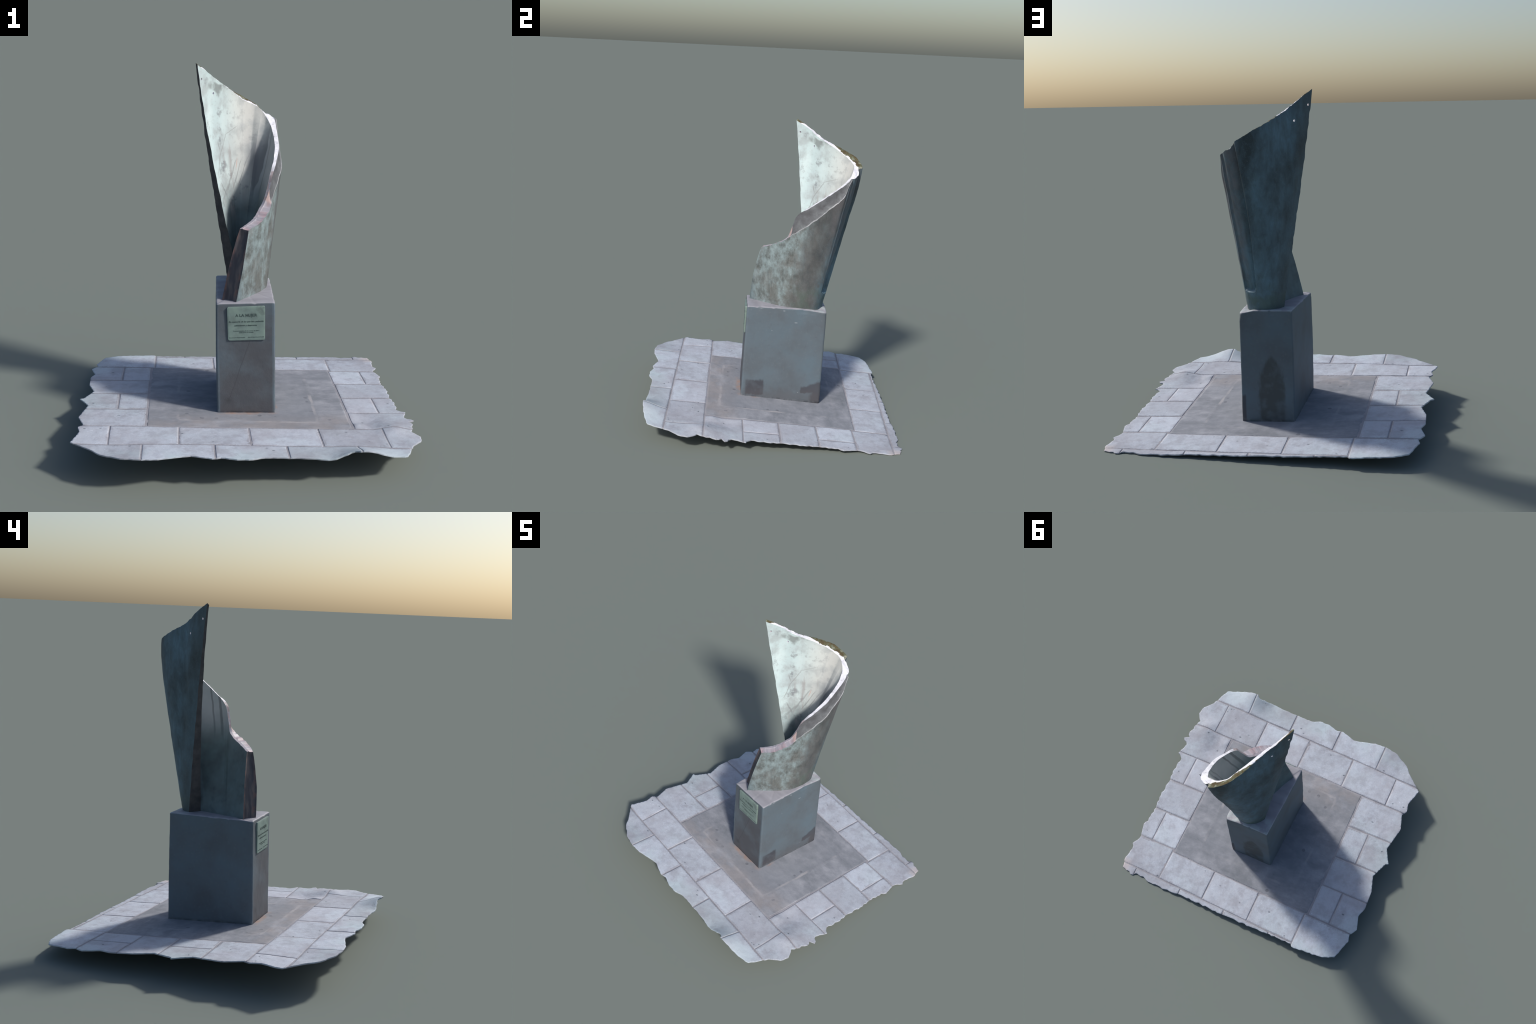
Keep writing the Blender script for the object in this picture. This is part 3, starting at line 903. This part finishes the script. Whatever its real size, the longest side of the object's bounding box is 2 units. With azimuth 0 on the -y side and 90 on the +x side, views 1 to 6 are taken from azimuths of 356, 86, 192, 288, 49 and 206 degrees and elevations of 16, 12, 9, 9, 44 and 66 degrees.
def sheet_mesh():
    verts, faces, mats = [], [], []
    O = np.zeros((NU + 1, NV + 1), int); I = O.copy()
    vert = lambda p: (verts.append(Vector(p)), len(verts) - 1)[1]
    pos_o = fO[:, None, :] + (tO - fO)[:, None, :] * VS[None, :, None]
    # the tall half bows outwards between foot and rim, the cut end leans out a little
    flat = np.stack([tO[:, 1] - np.roll(tO[:, 1], 1), -(tO[:, 0] - np.roll(tO[:, 0], 1)), np.zeros(NU + 1)], 1)
    flat[0] = flat[1]
    flat /= -np.linalg.norm(flat, axis=1, keepdims=True)
    amount = np.interp(US, [0, knots[2], knots[4], knots[5], knots[6], knots[8], 1], [0.008, 0.017, 0.022, 0.014, 0.003, 0, 0])
    belly = np.sin(np.pi * VS) ** 0.7
    pos_o = pos_o + (flat * amount[:, None])[:, None, :] * belly[None, :, None]
    crest = np.interp(US, [knots[4], knots[5], knots[6], knots[7], knots[8]], [0, 0.008, 0.013, 0.007, 0])
    pos_o = pos_o + (flat * crest[:, None])[:, None, :] * np.sin(np.pi * VS ** 3)[None, :, None]
    upper = np.interp(US, [0, knots[1], knots[3], knots[5]], [0.002, 0.008, 0.007, 0])
    pos_o = pos_o + (flat * upper[:, None])[:, None, :] * np.sin(np.pi * VS ** 2)[None, :, None]
    lean = np.interp(US, [0, knots[16], 1], [0, 0, 1.0])[:, None, None] * np.array([0.003, -0.013, 0.0])
    pos_o = pos_o + lean * np.sin(np.pi * VS)[None, :, None]
    # wall thickness: thin along most of the tall half, swelling towards the foot
    power = np.interp(US, [0, knots[2], knots[5], knots[9], knots[11], knots[14], knots[16], 1], [1.6, 1.5, 1.0, 1.0, 1.35, 1.35, 1.0, 1.0])[:, None, None]
    d0, d1 = (fI - fO)[:, None, :], (tI - tO)[:, None, :]
    pos_i = pos_o + d1 + (d0 - d1) * (1 - VS)[None, :, None] ** power
    pos_i = pos_i - lean * np.sin(np.pi * VS)[None, :, None]
    fold = np.interp(US, [knots[3], knots[5], knots[8], knots[10]], [0, 0.020, 0.014, 0])
    pos_i = pos_i - (flat * fold[:, None])[:, None, :] * np.sin(np.pi * VS ** 1.6)[None, :, None]
    swell = np.interp(US, [knots[14], knots[16], knots[17], 1], [0, 0.008, 0.015, 0.006])[:, None, None]
    pos_i = pos_i + swell * np.array([-1.0, 0.15, 0.0]) * np.sin(np.pi * VS ** 1.3)[None, :, None]
    # outward normals of the outer face
    du = np.gradient(pos_o, axis=0); dv = np.gradient(pos_o, axis=1)
    nrm = np.cross(dv, du); nrm /= np.linalg.norm(nrm, axis=2, keepdims=True) + 1e-9
    if nrm[NU // 3, NV // 2, 1] < 0:
        nrm = -nrm
    for a in range(NU + 1):
        u = US[a]
        for b in range(NV + 1):
            p = Vector(pos_o[a, b]); n = Vector(nrm[a, b])
            p -= n * flute_depth(u, p.z)
            p += n * (0.0022 * fbm(p, 9, 3))
            edge = smoothstep(0.035, 0.0, u)
            if edge > 0:
                w = 0.0045 * fbm((0.7, 0, p.z), 16, 3) * edge * smoothstep(0.0, 0.1, 1 - VS[b])
                p += Vector((-0.77, -0.64, 0)) * w
            if b == NV:
                p.z += 0.0050 * fbm((u * 9, 3.1, 0), 6, 3) * smoothstep(0.0, 0.02, u)
            O[a, b] = vert(p)
            q = Vector(pos_i[a, b])
            q += n * (0.0020 * fbm(q + Vector((3, 0, 0)), 10, 3))
            if edge > 0:
                w = 0.004 * fbm((4.7, 0, q.z), 18, 3) * edge * smoothstep(0.0, 0.1, 1 - VS[b])
                q += Vector((-0.77, -0.64, 0)) * w
            if b == NV:
                q.z += 0.0025 * fbm((u * 9, 8.1, 0), 7, 3)
            I[a, b] = vert(q)
    quad = lambda f, m: (faces.append(f), mats.append(m))
    for a in range(NU):
        for b in range(NV):
            quad((O[a, b], O[a, b + 1], O[a + 1, b + 1], O[a + 1, b]), 0)
            quad((I[a, b], I[a + 1, b], I[a + 1, b + 1], I[a, b + 1]), 1)
    # top strip from the outer ridge over the leaf to the inner edge
    T = np.zeros((NU + 1, NK + 1), int)
    half = NK // 2
    for a in range(NU + 1):
        po, pi_, pr = verts[O[a, NV]].copy(), verts[I[a, NV]].copy(), Vector(rI[a])
        for k in range(NK + 1):
            if k == 0:
                T[a, k] = O[a, NV]
            elif k == NK:
                T[a, k] = I[a, NV]
            else:
                if k <= half:
                    f = (0.07, 0.16, 0.27, 0.40, 0.55, 0.70, 0.85, 1.0)[k - 1]
                    sink = 1 - (1 - f) ** 3.4      # a narrow ledge, then the steep leaf
                    p = Vector((po.x + (pr.x - po.x) * sink, po.y + (pr.y - po.y) * sink, po.z + (pr.z - po.z) * f))
                else:
                    p = pr.lerp(pi_, (k - half) / (NK - half))
                p = p + Vector((0, 0, 0.0036 - 0.0024 * smoothstep(knots[12], knots[15], US[a]))) * fbm(p, 30, 3)
                T[a, k] = vert(p)
    s_step0, s_step1 = knots[10], knots[15]
    for a in range(NU):
        u = 0.5 * (US[a] + US[a + 1])
        for k in range(NK):
            m = 2
            if s_step0 < u < s_step1 and k < half:
                m = 3 if k else 7
            elif u < knots[7]:
                c = verts[T[a, k]]
                near_fold = smoothstep(knots[3], knots[4], u) * smoothstep(knots[7], knots[6] - 0.01, u)
                near_tip = smoothstep(knots[1], knots[0], u)
                if k / NK < 0.72 * near_fold + 0.9 * near_tip + 0.25 * fbm(c, 22, 3):
                    m = 4
            quad((T[a, k], T[a, k + 1], T[a + 1, k + 1], T[a + 1, k]), m)
    # end faces: cut south end (hollowed) and thin west edge
    for a, mat, flip in ((NU, 5, False), (0, 6, True)):
        E = np.zeros((NK + 1, NV + 1), int)
        top_lin = [verts[O[a, NV]].lerp(verts[I[a, NV]], k / NK) for k in range(NK + 1)]
        for b in range(NV + 1):
            po, pi_ = verts[O[a, b]].copy(), verts[I[a, b]].copy()
            for k in range(NK + 1):
                if k == 0:
                    E[k, b] = O[a, b]
                elif k == NK:
                    E[k, b] = I[a, b]
                elif b == NV:
                    E[k, b] = T[a, k]
                else:
                    p = po.lerp(pi_, k / NK) + (verts[T[a, k]] - top_lin[k]) * smoothstep(0.93, 1.0, VS[b])
                    if a == NU:
                        dent = math.sin(math.pi * k / NK) ** 0.8 * smoothstep(0.0, 0.08, 1 - VS[b])
                        p += Vector((0.62, 0.76, 0)) * (0.010 * dent + 0.002 * fbm((p.x * 30, p.y * 30, p.z * 4), 1, 2))
                    else:
                        p += Vector((0.0015, 0.001, 0)) * fbm(p, 25, 2)
                    E[k, b] = vert(p)
        for k in range(NK):
            for b in range(NV):
                f = (E[k, b], E[k, b + 1], E[k + 1, b + 1], E[k + 1, b])
                quad(tuple(reversed(f)) if not flip else f, mat)
        if a == NU:
            end_foot = E[:, 0].copy()
        else:
            west_foot = E[:, 0].copy()
    # foot closing strip (inside the pedestal)
    prev = west_foot
    for a in range(1, NU + 1):
        cur = end_foot if a == NU else [O[a, 0]] + [vert(verts[O[a, 0]].lerp(verts[I[a, 0]], k / NK)) for k in range(1, NK)] + [I[a, 0]]
        for k in range(NK):
            quad((prev[k], cur[k], cur[k + 1], prev[k + 1]), 1)
        prev = cur
    me = mesh_from("bronze_sheet", verts, faces)
    for m in ("outer", "inner", "rim", "step", "moss", "end", "west", "lip"):
        me.materials.append(M[m])
    me.polygons.foreach_set("material_index", mats)
    bm = bmesh.new(); bm.from_mesh(me)
    bmesh.ops.recalc_face_normals(bm, faces=bm.faces)
    bm.to_mesh(me); bm.free()
    return me


def drill(obj, points, axis, radius):
    """Drill round holes through the sheet."""
    bm = bmesh.new()
    for p in points:
        q = Vector(axis).to_track_quat("Z", "Y").to_matrix().to_4x4()
        q.translation = p
        bmesh.ops.create_cone(bm, cap_ends=True, segments=20, radius1=radius, radius2=radius, depth=0.14, matrix=q)
    cm = bpy.data.meshes.new("drill"); bm.to_mesh(cm); bm.free()
    cm.materials.append(M["rim"])
    cutter = new_obj("drill", cm)
    md = obj.modifiers.new("holes", "BOOLEAN"); md.operation = "DIFFERENCE"; md.object = cutter; md.solver = "EXACT"
    bpy.context.view_layer.update()
    dg = bpy.context.evaluated_depsgraph_get()
    me = bpy.data.meshes.new_from_object(obj.evaluated_get(dg))
    obj.modifiers.clear(); obj.data = me
    bpy.data.objects.remove(cutter)


solid = new_obj("bronze_sheet_solid", sheet_mesh())
drill(solid, [Vector((-0.198, 0.158, 1.908)), Vector((-0.136, 0.257, 1.820))], (0.72, -0.69, 0.06), 0.0065)


def take(source, indices, name, parent):
    """Copy the faces with given material slots into an object of their own."""
    bm = bmesh.new(); bm.from_mesh(source.data)
    names = [m.name for m in source.data.materials]
    bmesh.ops.delete(bm, geom=[f for f in bm.faces if f.material_index not in indices], context="FACES")
    for f in bm.faces:
        f.smooth = True
    me = bpy.data.meshes.new(name); bm.to_mesh(me); bm.free()
    for m in source.data.materials:
        me.materials.append(m)
    me.set_sharp_from_angle(angle=math.radians(42))
    return new_obj(name, me, parent)


sculpture = take(solid, {0}, "bronze_sheet", root)
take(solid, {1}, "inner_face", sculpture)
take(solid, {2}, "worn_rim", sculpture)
take(solid, {3}, "stepped_ledge", sculpture)
take(solid, {4}, "lichen_crust", sculpture)
take(solid, {5}, "cut_end", sculpture)
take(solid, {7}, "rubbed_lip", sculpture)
take(solid, {6}, "free_edge", sculpture)
old = solid.data
bpy.data.objects.remove(solid); bpy.data.meshes.remove(old)
